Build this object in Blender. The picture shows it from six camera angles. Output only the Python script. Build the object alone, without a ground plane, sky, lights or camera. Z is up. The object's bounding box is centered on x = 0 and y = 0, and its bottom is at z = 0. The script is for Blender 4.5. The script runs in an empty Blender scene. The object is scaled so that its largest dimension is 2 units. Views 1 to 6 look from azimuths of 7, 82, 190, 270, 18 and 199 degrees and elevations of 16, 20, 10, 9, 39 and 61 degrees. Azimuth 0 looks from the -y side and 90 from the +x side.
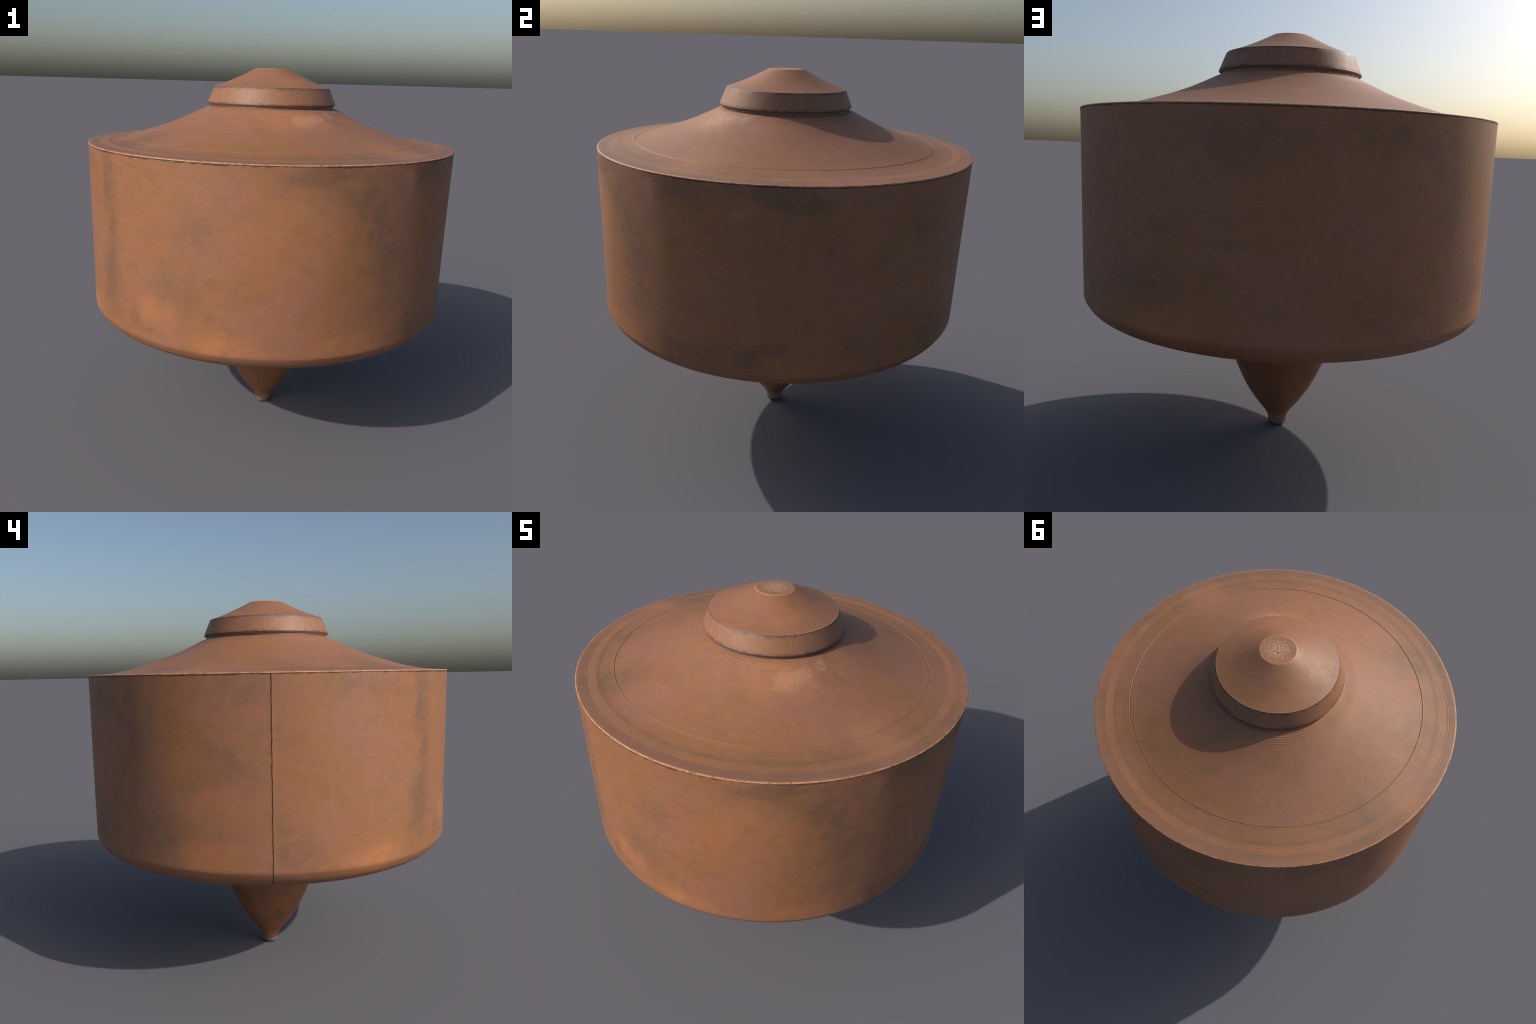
"""A large turned spinning top: a drum with a flared lid, a stepped cap and a pointed foot.

Everything is turned on one axis (the z axis), so each part is a profile of
(radius, height) control points swept round; small relief is added per part.
"""
import bpy
import math
import random

random.seed(7)
TAU = 2.0 * math.pi
SEGMENTS = 256


# ----------------------------------------------------------------- geometry
def smooth_curve(points, steps):
    """Catmull-Rom (monotone parameter) through profile control points."""
    pts = [points[0]] + list(points) + [points[-1]]
    out = []
    for i in range(1, len(pts) - 2):
        p0, p1, p2, p3 = pts[i - 1:i + 3]
        for s in range(steps):
            t = s / steps
            out.append(tuple(
                0.5 * (2 * b + (c - a) * t + (2 * a - 5 * b + 4 * c - d) * t * t + (3 * b - a - 3 * c + d) * t ** 3)
                for a, b, c, d in zip(p0, p1, p2, p3)))
    out.append(points[-1])
    return out


def line(a, b, steps):
    return [(a[0] + (b[0] - a[0]) * i / steps, a[1] + (b[1] - a[1]) * i / steps) for i in range(steps)]


def arc(centre, radius, start, end, steps):
    return [(centre[0] + radius[0] * math.cos(math.radians(start + (end - start) * i / steps)),
             centre[1] + radius[1] * math.sin(math.radians(start + (end - start) * i / steps)))
            for i in range(steps + 1)]


def lathe(name, profile, material, relief=None, angles=None, sharp=35.0):
    """Sweep a profile, listed from its lower/outer end to its upper/inner end."""
    angles = angles or [TAU * i / SEGMENTS for i in range(SEGMENTS)]
    count = len(angles)
    verts, faces, rows = [], [], []
    for j, (r, z) in enumerate(profile):
        if r < 1e-5:
            rows.append([len(verts)])
            verts.append((0.0, 0.0, z))
            continue
        row = []
        for a in angles:
            rr, zz, aa = relief(r, z, a) if relief else (r, z, a)
            row.append(len(verts))
            verts.append((rr * math.cos(aa), rr * math.sin(aa), zz))
        rows.append(row)
    for lo, hi in zip(rows, rows[1:]):
        for i in range(count):
            k = (i + 1) % count
            if len(lo) == 1:
                faces.append((lo[0], hi[k], hi[i]))
            elif len(hi) == 1:
                faces.append((lo[i], lo[k], hi[0]))
            else:
                faces.append((lo[i], lo[k], hi[k], hi[i]))
    mesh = bpy.data.meshes.new(name)
    mesh.from_pydata(verts, [], faces)
    mesh.validate()
    mesh.update()
    mesh.polygons.foreach_set("use_smooth", [True] * len(mesh.polygons))
    mesh.set_sharp_from_angle(angle=math.radians(sharp))
    mesh.materials.append(material)
    obj = bpy.data.objects.new(name, mesh)
    bpy.context.scene.collection.objects.link(obj)
    return obj


# ---------------------------------------------------------------- materials
class Nodes:
    """Small helper that writes shader graphs as expressions."""

    def __init__(self, name):
        self.mat = bpy.data.materials.new(name)
        self.mat.use_nodes = True
        self.tree = self.mat.node_tree
        self.tree.nodes.clear()
        self.out = self.add("ShaderNodeOutputMaterial")
        self.bsdf = self.add("ShaderNodeBsdfPrincipled")
        self.tree.links.new(self.bsdf.outputs[0], self.out.inputs[0])
        self.pos = self.add("ShaderNodeTexCoord").outputs["Object"]
        sep = self.add("ShaderNodeSeparateXYZ")
        self.link(self.pos, sep.inputs[0])
        self.x, self.y, self.z = sep.outputs
        self.r = self.math("SQRT", self.math("ADD", self.math("MULTIPLY", self.x, self.x),
                                             self.math("MULTIPLY", self.y, self.y)))
        self.angle = self.math("ARCTAN2", self.y, self.x)

    def add(self, kind):
        return self.tree.nodes.new(kind)

    def link(self, a, socket):
        if hasattr(a, "links"):
            self.tree.links.new(a, socket)
        elif isinstance(a, (tuple, list)) and len(a) == 3 and socket.type == "RGBA":
            socket.default_value = (*a, 1.0)
        else:
            socket.default_value = a

    def math(self, op, a, b=0.0, clamp=False):
        n = self.add("ShaderNodeMath")
        n.operation = op
        n.use_clamp = clamp
        self.link(a, n.inputs[0])
        self.link(b, n.inputs[1])
        return n.outputs[0]

    def span(self, value, a, b, lo=0.0, hi=1.0):
        n = self.add("ShaderNodeMapRange")
        n.interpolation_type = "SMOOTHSTEP"
        for s, v in zip(("Value", "From Min", "From Max", "To Min", "To Max"), (value, a, b, lo, hi)):
            self.link(v, n.inputs[s])
        return n.outputs[0]

    def vector(self, x, y, z):
        n = self.add("ShaderNodeCombineXYZ")
        for s, v in zip(n.inputs, (x, y, z)):
            self.link(v, s)
        return n.outputs[0]

    def stretch(self, scale, offset=(0, 0, 0), source=None, turn=(0, 0, 0)):
        n = self.add("ShaderNodeMapping")
        self.link(source or self.pos, n.inputs["Vector"])
        n.inputs["Location"].default_value = offset
        n.inputs["Rotation"].default_value = turn
        n.inputs["Scale"].default_value = scale
        return n.outputs[0]

    def noise(self, vector, scale, detail=4.0, rough=0.55, distort=0.0):
        n = self.add("ShaderNodeTexNoise")
        self.link(vector, n.inputs["Vector"])
        n.inputs["Scale"].default_value = scale
        n.inputs["Detail"].default_value = detail
        n.inputs["Roughness"].default_value = rough
        n.inputs["Distortion"].default_value = distort
        return n.outputs[0]

    def mix(self, fac, a, b, blend="MIX"):
        n = self.add("ShaderNodeMix")
        n.data_type = "RGBA"
        n.blend_type = blend
        self.link(fac, n.inputs[0])
        self.link(a, n.inputs[6])
        self.link(b, n.inputs[7])
        return n.outputs[2]

    def patches(self, spots, source):
        """Sum of soft stains at given places: (x, y, z, width, height, strength)."""
        total = None
        for x, y, z, wide, high, strength in spots:
            wide, high = 1.12 * wide, 1.12 * high
            d = self.add("ShaderNodeVectorMath")
            d.operation = "LENGTH"
            self.link(self.stretch((1 / wide, 1 / wide, 1 / high), (-x / wide, -y / wide, -z / high), source),
                      d.inputs[0])
            m = self.span(d.outputs["Value"], 0.15, 1.0, strength, 0.0)
            total = m if total is None else self.math("ADD", total, m)
        return total

    def finish(self, colour, rough, bump=None, strength=0.1, distance=0.003, specular=0.5):
        self.link(colour, self.bsdf.inputs["Base Color"])
        self.link(rough, self.bsdf.inputs["Roughness"])
        self.bsdf.inputs["Specular IOR Level"].default_value = specular
        if bump is not None:
            n = self.add("ShaderNodeBump")
            n.inputs["Strength"].default_value = strength
            n.inputs["Distance"].default_value = distance
            self.link(bump, n.inputs["Height"])
            self.link(n.outputs[0], self.bsdf.inputs["Normal"])
        return self.mat


OCHRE = (0.285, 0.120, 0.048)
ROSE = (0.290, 0.124, 0.066)
STAIN = (0.130, 0.076, 0.045)
SOOT = (0.035, 0.033, 0.032)
BRIGHT = (0.400, 0.155, 0.060)
PALE = (0.56, 0.36, 0.25)
RUB = (0.52, 0.25, 0.14)


def wander(n, amount=0.20):
    """Object position pushed about by noise, so stain borders are ragged."""
    c = n.add("ShaderNodeTexNoise")
    n.link(n.pos, c.inputs["Vector"])
    c.inputs["Scale"].default_value = 5.0
    c.inputs["Detail"].default_value = 8.0
    c.inputs["Roughness"].default_value = 0.78
    v = n.add("ShaderNodeVectorMath")
    v.operation = "MULTIPLY_ADD"
    n.link(c.outputs["Color"], v.inputs[0])
    v.inputs[1].default_value = (amount, amount, amount)
    s = n.add("ShaderNodeVectorMath")
    s.operation = "SUBTRACT"
    n.link(n.pos, s.inputs[0])
    s.inputs[1].default_value = (amount / 2, amount / 2, amount / 2)
    n.link(s.outputs[0], v.inputs[2])
    return v.outputs[0]


def base_colour(n, grain_vector, mottle=0.34):
    """Two close clay-brown tones in soft clouds plus a fine grain."""
    cloud = n.noise(n.pos, 3.2, 3.0, 0.5)
    colour = n.mix(n.span(cloud, 0.38, 0.62), OCHRE, ROSE)
    fine = n.noise(grain_vector, 22.0, 8.0, 0.72)
    colour = n.mix(n.span(fine, 0.36, 0.66, 0.0, 0.42), colour, n.mix(0.55, colour, STAIN))
    mid = n.noise(grain_vector, 7.0, 7.0, 0.70)
    colour = n.mix(n.span(mid, 0.50, 0.66, 0.0, mottle), colour, STAIN)
    light = n.noise(n.stretch((1, 1, 1), (3.1, 1.7, 0.4), grain_vector), 15.0, 7.0, 0.72, 0.3)
    colour = n.mix(n.span(light, 0.55, 0.74, 0.0, 0.42), colour, BRIGHT)
    fleck = n.noise(n.stretch((1, 1, 1), (7.7, 2.9, 5.1), grain_vector), 60.0, 3.0, 0.6)
    return n.mix(n.span(fleck, 0.60, 0.80, 0.0, 0.16), colour, PALE), fine


def drum_material():
    n = Nodes("stained_drum_leather_brown")
    grain = n.stretch((1.0, 1.0, 1.5))
    colour, fine = base_colour(n, grain, 0.26)
    rag = wander(n)
    dark = n.patches([
        (-0.67, -0.72, 1.42, 0.13, 0.30, 0.75), (-0.70, -0.69, 0.97, 0.15, 0.26, 0.8), (-0.66, -0.72, 1.18, 0.10, 0.18, 0.5),
        (-0.32, -0.93, 1.02, 0.22, 0.22, 0.6), (-0.22, -0.95, 1.29, 0.22, 0.14, 0.5),
        (-0.50, -0.84, 0.82, 0.20, 0.14, 0.6), (0.28, -0.94, 1.57, 0.24, 0.08, 0.7),
        (0.46, -0.87, 1.50, 0.26, 0.16, 0.7), (0.55, -0.81, 1.37, 0.16, 0.15, 0.6),
        (0.62, -0.76, 1.20, 0.15, 0.18, 0.6), (0.62, -0.76, 1.00, 0.12, 0.15, 0.5),
        (0.80, -0.56, 0.80, 0.24, 0.12, 0.8), (0.80, -0.57, 1.56, 0.28, 0.12, 0.8),
        (0.96, -0.18, 1.57, 0.32, 0.12, 0.9), (0.95, -0.23, 0.82, 0.26, 0.12, 0.9),
        (0.98, -0.02, 1.42, 0.24, 0.22, 0.3), (0.98, 0.05, 1.20, 0.22, 0.18, 0.2),
        (0.74, 0.64, 0.88, 0.26, 0.20, 0.6), (-0.96, 0.20, 1.20, 0.28, 0.16, 0.65),
        (-0.75, 0.64, 1.34, 0.20, 0.30, 0.5), (-0.85, 0.49, 0.92, 0.25, 0.16, 0.5),
        (-0.90, -0.38, 1.55, 0.30, 0.10, 0.6), (-0.97, 0.12, 1.54, 0.25, 0.10, 0.5),
        (-0.98, -0.12, 0.82, 0.20, 0.12, 0.6), (0.01, 0.98, 1.48, 0.40, 0.16, 0.6),
        (-0.52, 0.83, 0.88, 0.32, 0.16, 0.6), (0.41, 0.89, 0.92, 0.30, 0.18, 0.6),
        (-0.55, 0.80, 1.52, 0.35, 0.14, 0.6), (0.85, 0.48, 1.45, 0.25, 0.22, 0.5),
    ], rag)
    veil = n.noise(n.pos, 12.0, 9.0, 0.75)
    speck = n.noise(n.pos, 34.0, 6.0, 0.7)
    dark = n.math("MULTIPLY", dark, n.span(veil, 0.36, 0.60, 0.35, 1.15))
    dark = n.math("MULTIPLY", dark, n.span(speck, 0.36, 0.60, 0.85, 1.08))
    colour = n.mix(n.span(dark, 0.0, 1.0, 0.0, 0.64), colour, STAIN)
    warm = n.patches([
        (-0.41, -0.89, 0.90, 0.14, 0.10, 0.9), (-0.09, -0.98, 0.79, 0.20, 0.08, 0.9),
        (0.18, -0.96, 1.29, 0.30, 0.30, 0.45), (0.97, -0.12, 0.79, 0.16, 0.08, 0.7),
        (-0.93, 0.29, 0.81, 0.20, 0.12, 0.8), (-0.94, 0.27, 1.05, 0.24, 0.14, 0.5),
        (-0.86, -0.46, 0.77, 0.22, 0.09, 0.9), (0.45, -0.87, 0.80, 0.22, 0.07, 0.7),
        (0.30, 0.93, 0.80, 0.30, 0.10, 0.6), (-0.91, 0.35, 1.22, 0.16, 0.10, 0.5),
    ], rag)
    colour = n.mix(n.math("MULTIPLY", warm, n.span(veil, 0.35, 0.6, 0.4, 0.9), clamp=True), colour, BRIGHT)
    rub = n.patches([
        (0.68, -0.71, 1.54, 0.06, 0.05, 0.7), (0.70, -0.69, 1.49, 0.04, 0.06, 0.5),
        (0.93, -0.32, 1.49, 0.09, 0.05, 0.3), (0.27, -0.94, 1.40, 0.24, 0.14, 0.22),
    ], rag)
    colour = n.mix(n.math("MULTIPLY", rub, n.span(veil, 0.4, 0.6, 0.3, 1.0), clamp=True), colour, (0.37, 0.20, 0.12))
    # dark line drawn along the seam; baked occlusion dashes painted under the rim
    near = n.math("ABSOLUTE", n.math("SUBTRACT", n.y, n.span(n.noise(n.stretch((0, 0, 1)), 14.0, 3.0), 0.3, 0.7, -0.0026, 0.0026)))
    seam = n.math("MULTIPLY", n.math("MULTIPLY", n.span(near, 0.0012, 0.0042, 1.0, 0.0), n.span(n.noise(n.stretch((0, 0, 1)), 30.0, 3.0), 0.3, 0.6, 0.55, 0.95)), n.math("LESS_THAN", n.x, -0.9))
    warp = n.math("MULTIPLY", n.noise(n.pos, 3.0, 3.0, 0.6), 9.0)
    dash = n.math("FRACT", n.math("ADD", n.math("MULTIPLY", n.math("ABSOLUTE", n.angle), 9.0), warp))
    reach = n.math("ADD", n.math("MULTIPLY", dash, 0.0060),
                   n.span(n.noise(n.pos, 9.0, 6.0, 0.7), 0.3, 0.7, -0.0045, 0.0040))
    edge = n.math("SUBTRACT", 1.6040, reach)
    lip = n.math("MULTIPLY", n.span(n.math("SUBTRACT", n.z, edge), -0.001, 0.0015),
                 n.span(n.z, 1.6045, 1.606, 1.0, 0.0))
    dirt = n.math("MAXIMUM", seam, n.math("MULTIPLY", lip, 0.8))  # seam line and painted rim shade joined in one dark mask
    colour = n.mix(n.math("MULTIPLY", dirt, 0.9), colour, SOOT)
    painted_edge_light = n.math("MULTIPLY", n.math("MULTIPLY", n.span(n.z, 1.6062, 1.6078), n.span(n.r, 0.9765, 0.9785)), n.span(n.noise(n.pos, 30.0, 5.0, 0.75), 0.40, 0.56, 0.10, 0.95))
    colour = n.mix(painted_edge_light, colour, RUB)  # rim colour lightened to carry the baked edge highlight
    rough = n.span(veil, 0.3, 0.7, 0.54, 0.62)
    return n.finish(colour, rough, fine, 0.16, 0.004)


def lid_material():
    n = Nodes("stained_lid_leather_brown")
    grain = n.stretch((0.7, 1.25, 1.0), turn=(0, 0, 0.25))
    colour, fine = base_colour(n, grain, 0.18)
    rag = wander(n, 0.14)
    dark = n.patches([
        (-0.68, -0.56, 1.62, 0.20, 0.3, 0.8), (-0.56, -0.45, 1.65, 0.16, 0.2, 0.5),
        (-0.76, -0.04, 1.64, 0.16, 0.2, 0.5), (0.62, -0.67, 1.62, 0.22, 0.2, 0.7),
        (0.80, -0.48, 1.62, 0.20, 0.2, 0.8), (-0.72, 0.62, 1.61, 0.24, 0.2, 0.7),
        (0.30, -0.90, 1.61, 0.26, 0.2, 0.6), (-0.66, 0.46, 1.62, 0.18, 0.2, 0.5),
        (0.93, -0.20, 1.61, 0.20, 0.2, 0.7), (-0.15, 0.94, 1.61, 0.25, 0.2, 0.4),
        (-0.90, -0.30, 1.62, 0.20, 0.2, 0.4),
    ], rag)
    veil = n.noise(n.pos, 10.0, 6.0, 0.65)
    dark = n.math("MULTIPLY", dark, n.span(veil, 0.32, 0.62, 0.25, 1.0), clamp=True)
    colour = n.mix(n.math("MULTIPLY", dark, 0.62), colour, STAIN)
    # turned bands of differing width and tone on the outer brim
    def band(inner, outer, soft=0.003):
        return n.math("MULTIPLY", n.span(n.r, inner - soft, inner + soft), n.span(n.r, outer - soft, outer + soft, 1.0, 0.0))

    part = n.span(n.noise(n.pos, 2.2, 3.0), 0.36, 0.60, 0.25, 1.0)
    other = n.span(n.noise(n.stretch((1, 1, 1), (4, 2, 1)), 2.4, 3.0), 0.36, 0.60, 0.2, 1.0)
    colour = n.mix(n.math("MULTIPLY", n.math("MULTIPLY", band(0.884, 0.926), part), 0.38), colour, (0.37, 0.160, 0.070))
    colour = n.mix(n.math("MULTIPLY", n.math("MULTIPLY", band(0.929, 0.966), other), 0.34), colour, (0.165, 0.095, 0.068))
    for inner, outer, depth in ((0.812, 0.830, 0.14), (0.850, 0.855, 0.20), (0.862, 0.882, 0.34),
                                (0.893, 0.896, 0.20), (0.925, 0.930, 0.30), (0.945, 0.948, 0.22)):
        colour = n.mix(n.math("MULTIPLY", n.math("MULTIPLY", band(inner, outer, 0.0015), other), depth), colour, STAIN)
    ring = n.noise(n.vector(n.r, 0.0, 0.0), 130.0, 3.0, 0.7)
    brim = n.span(n.r, 0.82, 0.87)
    colour = n.mix(n.math("MULTIPLY", n.math("MULTIPLY", n.span(ring, 0.45, 0.65), brim), 0.14), colour, STAIN)
    # scuffs: a pale scratch beside the neck and a rosy rub on the brim
    spark = n.noise(n.stretch((1, 1, 1), turn=(0, 0, 0.9)), 70.0, 4.0, 0.7)
    pale = n.patches([
        (0.195, -0.40, 1.75, 0.07, 0.2, 0.75), (0.255, -0.335, 1.77, 0.055, 0.2, 0.7),
        (0.305, -0.245, 1.78, 0.04, 0.2, 0.55), (0.225, -0.365, 1.76, 0.05, 0.2, 0.35),
    ], wander(n, 0.09))
    colour = n.mix(n.math("MULTIPLY", pale, n.span(spark, 0.42, 0.64, 0.14, 0.80), clamp=True), colour, PALE)
    glow = n.patches([
        (0.66, -0.52, 1.63, 0.20, 0.2, 0.45), (0.12, -0.42, 1.75, 0.16, 0.2, 0.5), (0.24, -0.36, 1.76, 0.14, 0.2, 0.6),
        (0.40, -0.16, 1.77, 0.10, 0.2, 0.35), (-0.85, 0.33, 1.62, 0.16, 0.2, 0.35),
    ], rag)
    colour = n.mix(n.math("MULTIPLY", glow, n.span(veil, 0.35, 0.6, 0.4, 1.0), clamp=True), colour, (0.42, 0.18, 0.085))
    cut = n.math("ABSOLUTE", n.math("SUBTRACT", n.r, 0.7912))
    colour = n.mix(n.span(cut, 0.0004, 0.0016, 0.25, 0.0), colour, SOOT)
    rough = n.math("SUBTRACT", n.span(veil, 0.3, 0.7, 0.60, 0.64), n.math("MULTIPLY", n.span(n.r, 0.80, 0.86), 0.04))
    return n.finish(colour, rough, fine, 0.10, 0.003)


def cap_material():
    n = Nodes("stained_cap_leather_brown")
    grain = n.stretch((0.6, 1.5, 1.0), turn=(0, 0, 0.25))
    colour, fine = base_colour(n, grain, 0.18)
    veil = n.noise(n.pos, 14.0, 5.0, 0.65)
    wash = n.math("MULTIPLY", n.span(n.z, 1.818, 1.822), n.span(n.z, 1.9035, 1.9045, 1.0, 0.0))
    colour = n.mix(n.math("MULTIPLY", wash, 0.30), colour, (0.20, 0.115, 0.075))
    # ragged dirt and light streaks that hang from both edges of the band
    streak = n.noise(n.vector(n.math("COSINE", n.angle), n.math("SINE", n.angle),
                              n.math("MULTIPLY", n.z, 0.35)), 30.0, 6.0, 0.75)
    on_band = n.math("MULTIPLY", n.span(n.z, 1.8165, 1.8185), n.span(n.z, 1.9038, 1.9050, 1.0, 0.0))
    bright = n.math("MULTIPLY", n.span(streak, 0.50, 0.66), on_band)
    colour = n.mix(n.math("MULTIPLY", bright, 0.5), colour, BRIGHT)
    blot = n.noise(n.pos, 11.0, 6.0, 0.7)
    chip = n.math("MULTIPLY", n.span(n.noise(n.pos, 34.0, 3.0, 0.6), 0.52, 0.66), 0.013)
    reach = n.math("ADD", chip, n.math("ADD", n.span(streak, 0.36, 0.66, 0.002, 0.020), n.span(blot, 0.45, 0.65, 0.0, 0.008)))
    top = n.math("SUBTRACT", 1.0, n.math("DIVIDE", n.math("SUBTRACT", 1.9042, n.z), reach), clamp=True)
    low = n.math("SUBTRACT", 1.0, n.math("DIVIDE", n.math("SUBTRACT", n.z, 1.8170), reach), clamp=True)
    dirt = n.math("MULTIPLY", n.math("MAXIMUM", top, low), on_band, clamp=True)
    colour = n.mix(n.span(dirt, 0.0, 1.1, 0.0, 0.82), colour, SOOT)
    # worn ring and pale mottled end grain on the flat crown
    crown = n.span(n.r, 0.0925, 0.0880)
    ring = n.math("MULTIPLY", n.span(n.math("ABSOLUTE", n.math("SUBTRACT", n.r, 0.0935)), 0.0015, 0.0045, 1.0, 0.0),
                  n.span(n.z, 1.98, 1.99))
    colour = n.mix(n.math("MULTIPLY", ring, 0.55), colour, RUB)
    mottle = n.math("MULTIPLY", n.span(n.noise(n.pos, 90.0, 2.0, 0.5), 0.36, 0.66),
                    n.span(n.r, 0.085, 0.01, 0.15, 0.75))
    colour = n.mix(n.math("MULTIPLY", crown, mottle), colour, PALE)
    rim = n.math("MULTIPLY", n.span(n.r, 0.3095, 0.3115), n.span(n.z, 1.9036, 1.9046))
    colour = n.mix(n.math("MULTIPLY", rim, 0.5), colour, RUB)
    spots = n.patches([(0.10, -0.20, 1.95, 0.10, 0.2, 0.4), (0.16, -0.13, 1.95, 0.06, 0.2, 0.4),
                       (-0.10, 0.20, 1.94, 0.12, 0.2, 0.2)], wander(n, 0.08))
    colour = n.mix(n.math("MULTIPLY", spots, n.span(veil, 0.4, 0.6, 0.2, 1.0)), colour, BRIGHT)
    rough = n.span(veil, 0.3, 0.7, 0.52, 0.60)
    return n.finish(colour, rough, n.math("ADD", fine, n.math("MULTIPLY", streak, on_band)), 0.16, 0.004)


def foot_material():
    n = Nodes("warm_foot_brown")
    colour, fine = base_colour(n, n.stretch((1, 1, 0.6)))
    veil = n.noise(n.pos, 12.0, 5.0, 0.65)
    colour = n.mix(0.45, colour, (0.24, 0.085, 0.030))
    colour = n.mix(n.span(veil, 0.46, 0.64, 0.0, 0.62), colour, STAIN)
    scuff = n.patches([(0.16, -0.03, 0.24, 0.08, 0.10, 0.8), (0.12, -0.06, 0.16, 0.05, 0.06, 0.6)], wander(n, 0.08))
    colour = n.mix(n.math("MULTIPLY", scuff, n.span(n.noise(n.pos, 40.0, 6.0, 0.7), 0.42, 0.6)), colour, (0.42, 0.24, 0.13))
    worn = n.math("MULTIPLY", n.span(n.z, 0.095, 0.055), n.span(veil, 0.38, 0.58))
    colour = n.mix(n.math("MULTIPLY", worn, 0.45), colour, (0.34, 0.22, 0.14))
    return n.finish(colour, 0.55, fine, 0.1, 0.003)


def metal_material(name, tone):
    n = Nodes(name)
    worn = n.noise(n.pos, 70.0, 5.0, 0.65)
    colour = n.mix(n.span(worn, 0.35, 0.65), tone, tuple(0.55 * c for c in tone))
    n.bsdf.inputs["Metallic"].default_value = 0.6
    return n.finish(colour, n.span(worn, 0.3, 0.7, 0.35, 0.6), worn, 0.2, 0.002)


# -------------------------------------------------------------------- parts
def drum():
    """Upright wall, rounded lower shoulder with a scored line, flat underside."""
    wall_r, seam_half = 0.9830, 0.0024
    shoulder = smooth_curve([(0.700, 0.601), (0.860, 0.6535), (0.910, 0.6735), (0.932, 0.6860), (0.950, 0.6995),
                             (0.964, 0.7150), (0.9745, 0.7315), (0.9815, 0.7465), (wall_r, 0.7600)], 12)
    scored = []
    for r, z in shoulder:
        depth = 0.0030 * math.exp(-((r - 0.930) / 0.0020) ** 2)
        scored.append((r - depth * 0.5, z + depth))
    profile = smooth_curve([(0.24, 0.545), (0.40, 0.551), (0.56, 0.567), (0.700, 0.601)], 8)[:-1] + scored[:-1]
    profile += line((wall_r, 0.760), (wall_r, 1.590), 110)
    profile += line((wall_r, 1.590), (wall_r, 1.602), 10)
    profile += [(wall_r, 1.6020), (wall_r - 0.0022, 1.6030), (wall_r - 0.0022, 1.6044), (wall_r, 1.6054), (wall_r, 1.6080),
                (0.9816, 1.6100), (0.9790, 1.6112), (0.9725, 1.6116)]
    angles = [TAU * i / SEGMENTS for i in range(SEGMENTS) if i != SEGMENTS // 2]
    angles += [math.pi + d for d in (-0.0060, -seam_half, 0.0, seam_half, 0.0060)]
    angles.sort()
    phase = [random.uniform(0, TAU) for _ in range(4)]

    def relief(r, z, a):
        near = abs(a - math.pi)
        if near < 0.004 and 0.69 < z < 1.604:
            swing = 0.0006 * math.sin(23 * z + phase[0]) + 0.0005 * math.sin(61 * z + phase[1])
            a += swing
            if near < 1e-4:
                r -= 0.0035
        elif r > 0.97 and z > 0.76 and z < 1.60:
            r += 0.0004 * (math.sin(5 * a + 7 * z + phase[2]) + math.sin(11 * a - 5 * z + phase[3])) - 0.0003
        return r, z, a

    return lathe("drum", profile, drum_material(), relief, angles, 40)


def lid():
    """Flared lid: brim with turned rings, a cut circle, and fine rings by the neck."""
    flare = smooth_curve([(0.9730, 1.6117), (0.945, 1.6130), (0.92, 1.6148), (0.86, 1.6208), (0.80, 1.6316), (0.75, 1.6438),
                          (0.70, 1.6582), (0.65, 1.6737), (0.60, 1.6900), (0.55, 1.7077), (0.50, 1.7273),
                          (0.45, 1.7498), (0.40, 1.7735), (0.36, 1.7926), (0.335, 1.8010), (0.30, 1.8040)], 40)
    profile = []
    for r, z in flare:
        z -= 0.0026 * math.exp(-((r - 0.7912) / 0.0014) ** 2)
        z += 0.0009 * math.exp(-((r - 0.7962) / 0.0022) ** 2)
        if 0.350 < r < 0.425:
            fade = math.sin(math.pi * (r - 0.350) / 0.075) ** 0.5
            z += 0.0007 * fade * math.sin(TAU * (r - 0.350) / 0.0105)
        if 0.865 < r < 0.965:
            fade = math.sin(math.pi * (r - 0.865) / 0.10)
            z += 0.00018 * fade * (math.sin(TAU * r / 0.0085) + math.sin(TAU * r / 0.0137))
        profile.append((r, z))
    return lathe("lid", profile, lid_material(), None, None, 60)


def neck():
    profile = [(0.3362, 1.7960), (0.3366, 1.8030), (0.3362, 1.8078), (0.3340, 1.8084), (0.3000, 1.8084)]
    return lathe("neck_ring", profile, metal_material("grey_neck_band", (0.20, 0.19, 0.18)))


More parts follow.
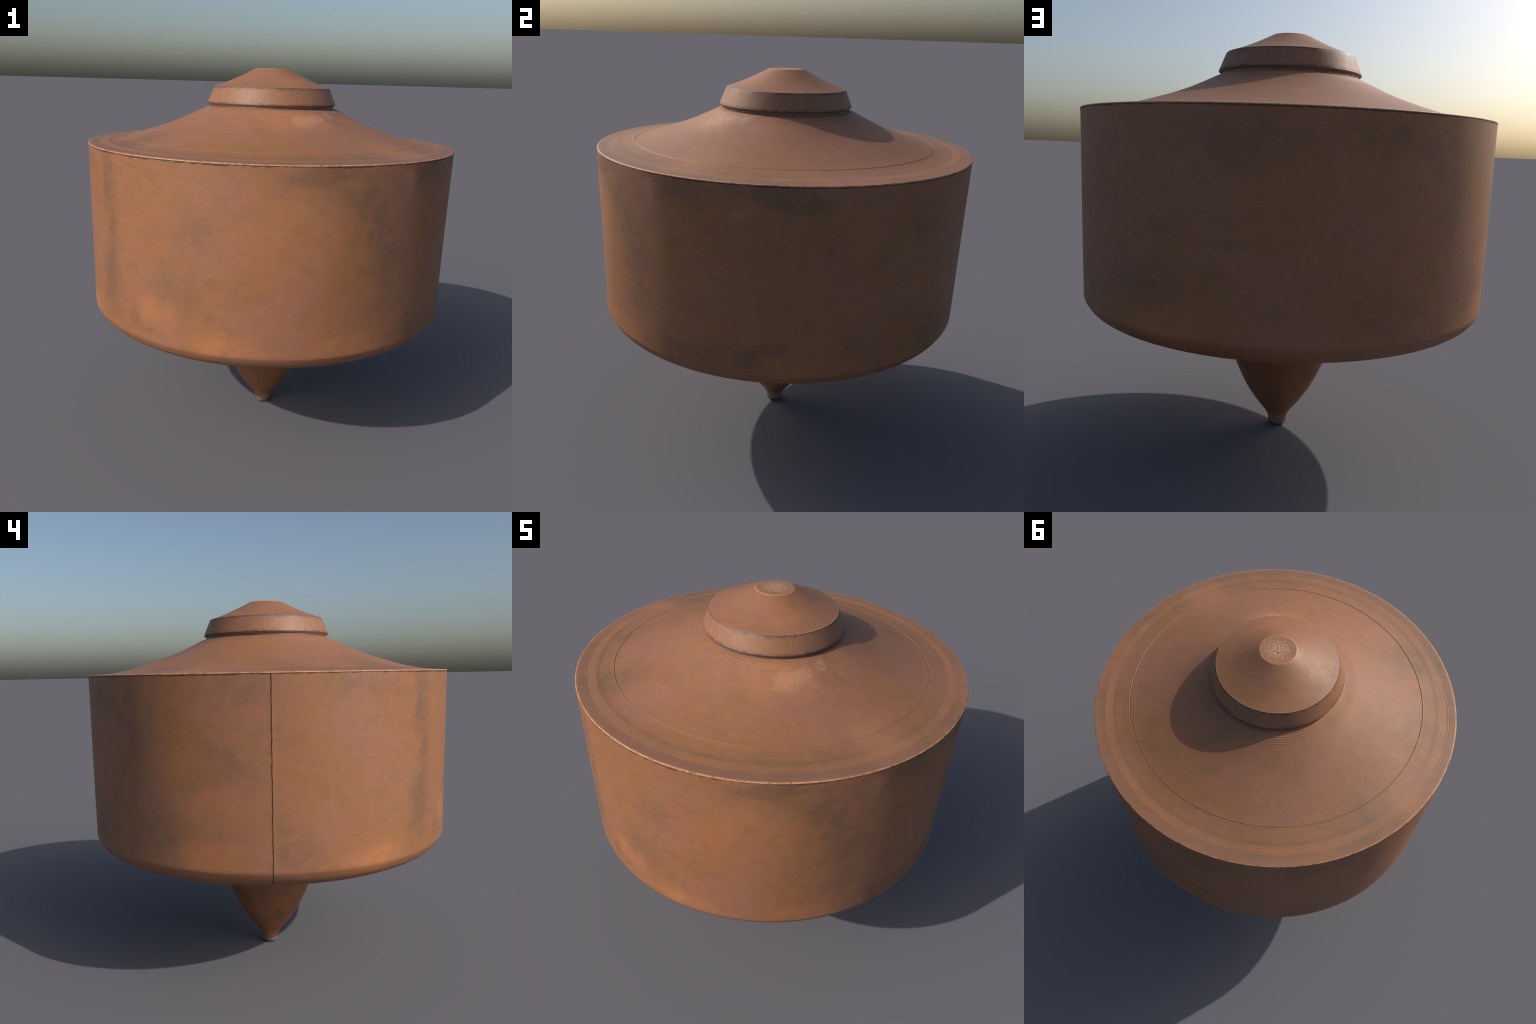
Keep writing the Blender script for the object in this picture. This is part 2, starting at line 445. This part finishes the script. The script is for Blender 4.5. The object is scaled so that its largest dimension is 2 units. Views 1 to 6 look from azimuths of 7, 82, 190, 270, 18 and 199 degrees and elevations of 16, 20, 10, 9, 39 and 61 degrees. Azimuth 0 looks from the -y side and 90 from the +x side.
def cap():
    """Undercut, slanted band, hollowed cone and a small flat crown."""
    profile = [(0.300, 1.8078), (0.3330, 1.8078), (0.3370, 1.8082), (0.3482, 1.8172), (0.3497, 1.8190), (0.3495, 1.8210)]
    profile += line((0.3488, 1.8225), (0.3155, 1.9015), 24)
    profile += [(0.3155, 1.9015), (0.3145, 1.9032), (0.3128, 1.9044)]
    profile += smooth_curve([(0.3128, 1.9044), (0.270, 1.9195), (0.220, 1.9390), (0.175, 1.9590), (0.130, 1.9805),
                             (0.0975, 1.9965)], 10)
    profile += [(0.0955, 1.9980), (0.0935, 1.9994), (0.0915, 2.0000), (0.0880, 1.9999), (0.060, 1.9999), (0.030, 1.9999), (0.0, 1.9999)]
    phase = [random.uniform(0, TAU) for _ in range(6)]

    def relief(r, z, a):
        if r > 0.30 and 1.895 < z < 1.9035:          # ragged upper edge of the band
            r -= 0.0006 * (1 + math.sin(47 * a + phase[0]) * math.sin(31 * a + phase[1]))
        elif r > 0.345 and 1.818 < z < 1.826:        # ragged lower edge
            r -= 0.0005 * (1 + math.sin(53 * a + phase[2]) * math.sin(29 * a + phase[3]))
        return r, z, a

    return lathe("cap", profile, cap_material(), relief, None, 32)


def foot():
    """Bulging cone that tapers to a short waist above the tip."""
    profile = smooth_curve([(0.0462, 0.0270), (0.0480, 0.0360), (0.0515, 0.0480), (0.0555, 0.0600), (0.0735, 0.0880), (0.1060, 0.1300),
                            (0.1345, 0.1700), (0.1605, 0.2110), (0.1830, 0.2500), (0.2060, 0.3000), (0.2320, 0.3600),
                            (0.2590, 0.4300), (0.2800, 0.5000), (0.2920, 0.5600)], 8)
    return lathe("pointed_foot", [(0.0, 0.0270)] + profile, foot_material())


def tip():
    profile = [(0.0, 0.0), (0.033, 0.0), (0.0380, 0.0018), (0.0430, 0.0055), (0.0465, 0.0100), (0.0478, 0.0140), (0.0480, 0.0245),
               (0.0470, 0.0270), (0.0430, 0.0280), (0.0, 0.0280)]
    return lathe("metal_tip", profile, metal_material("worn_grey_metal", (0.22, 0.21, 0.20)))


top = bpy.data.objects.new("spinning_top", None)
bpy.context.scene.collection.objects.link(top)
top["label"] = "large reddish-brown spinning top with drum body and stepped cap"
top["category"] = "spinning top"
for part in (drum(), lid(), neck(), cap(), foot(), tip()):
    part.parent = top
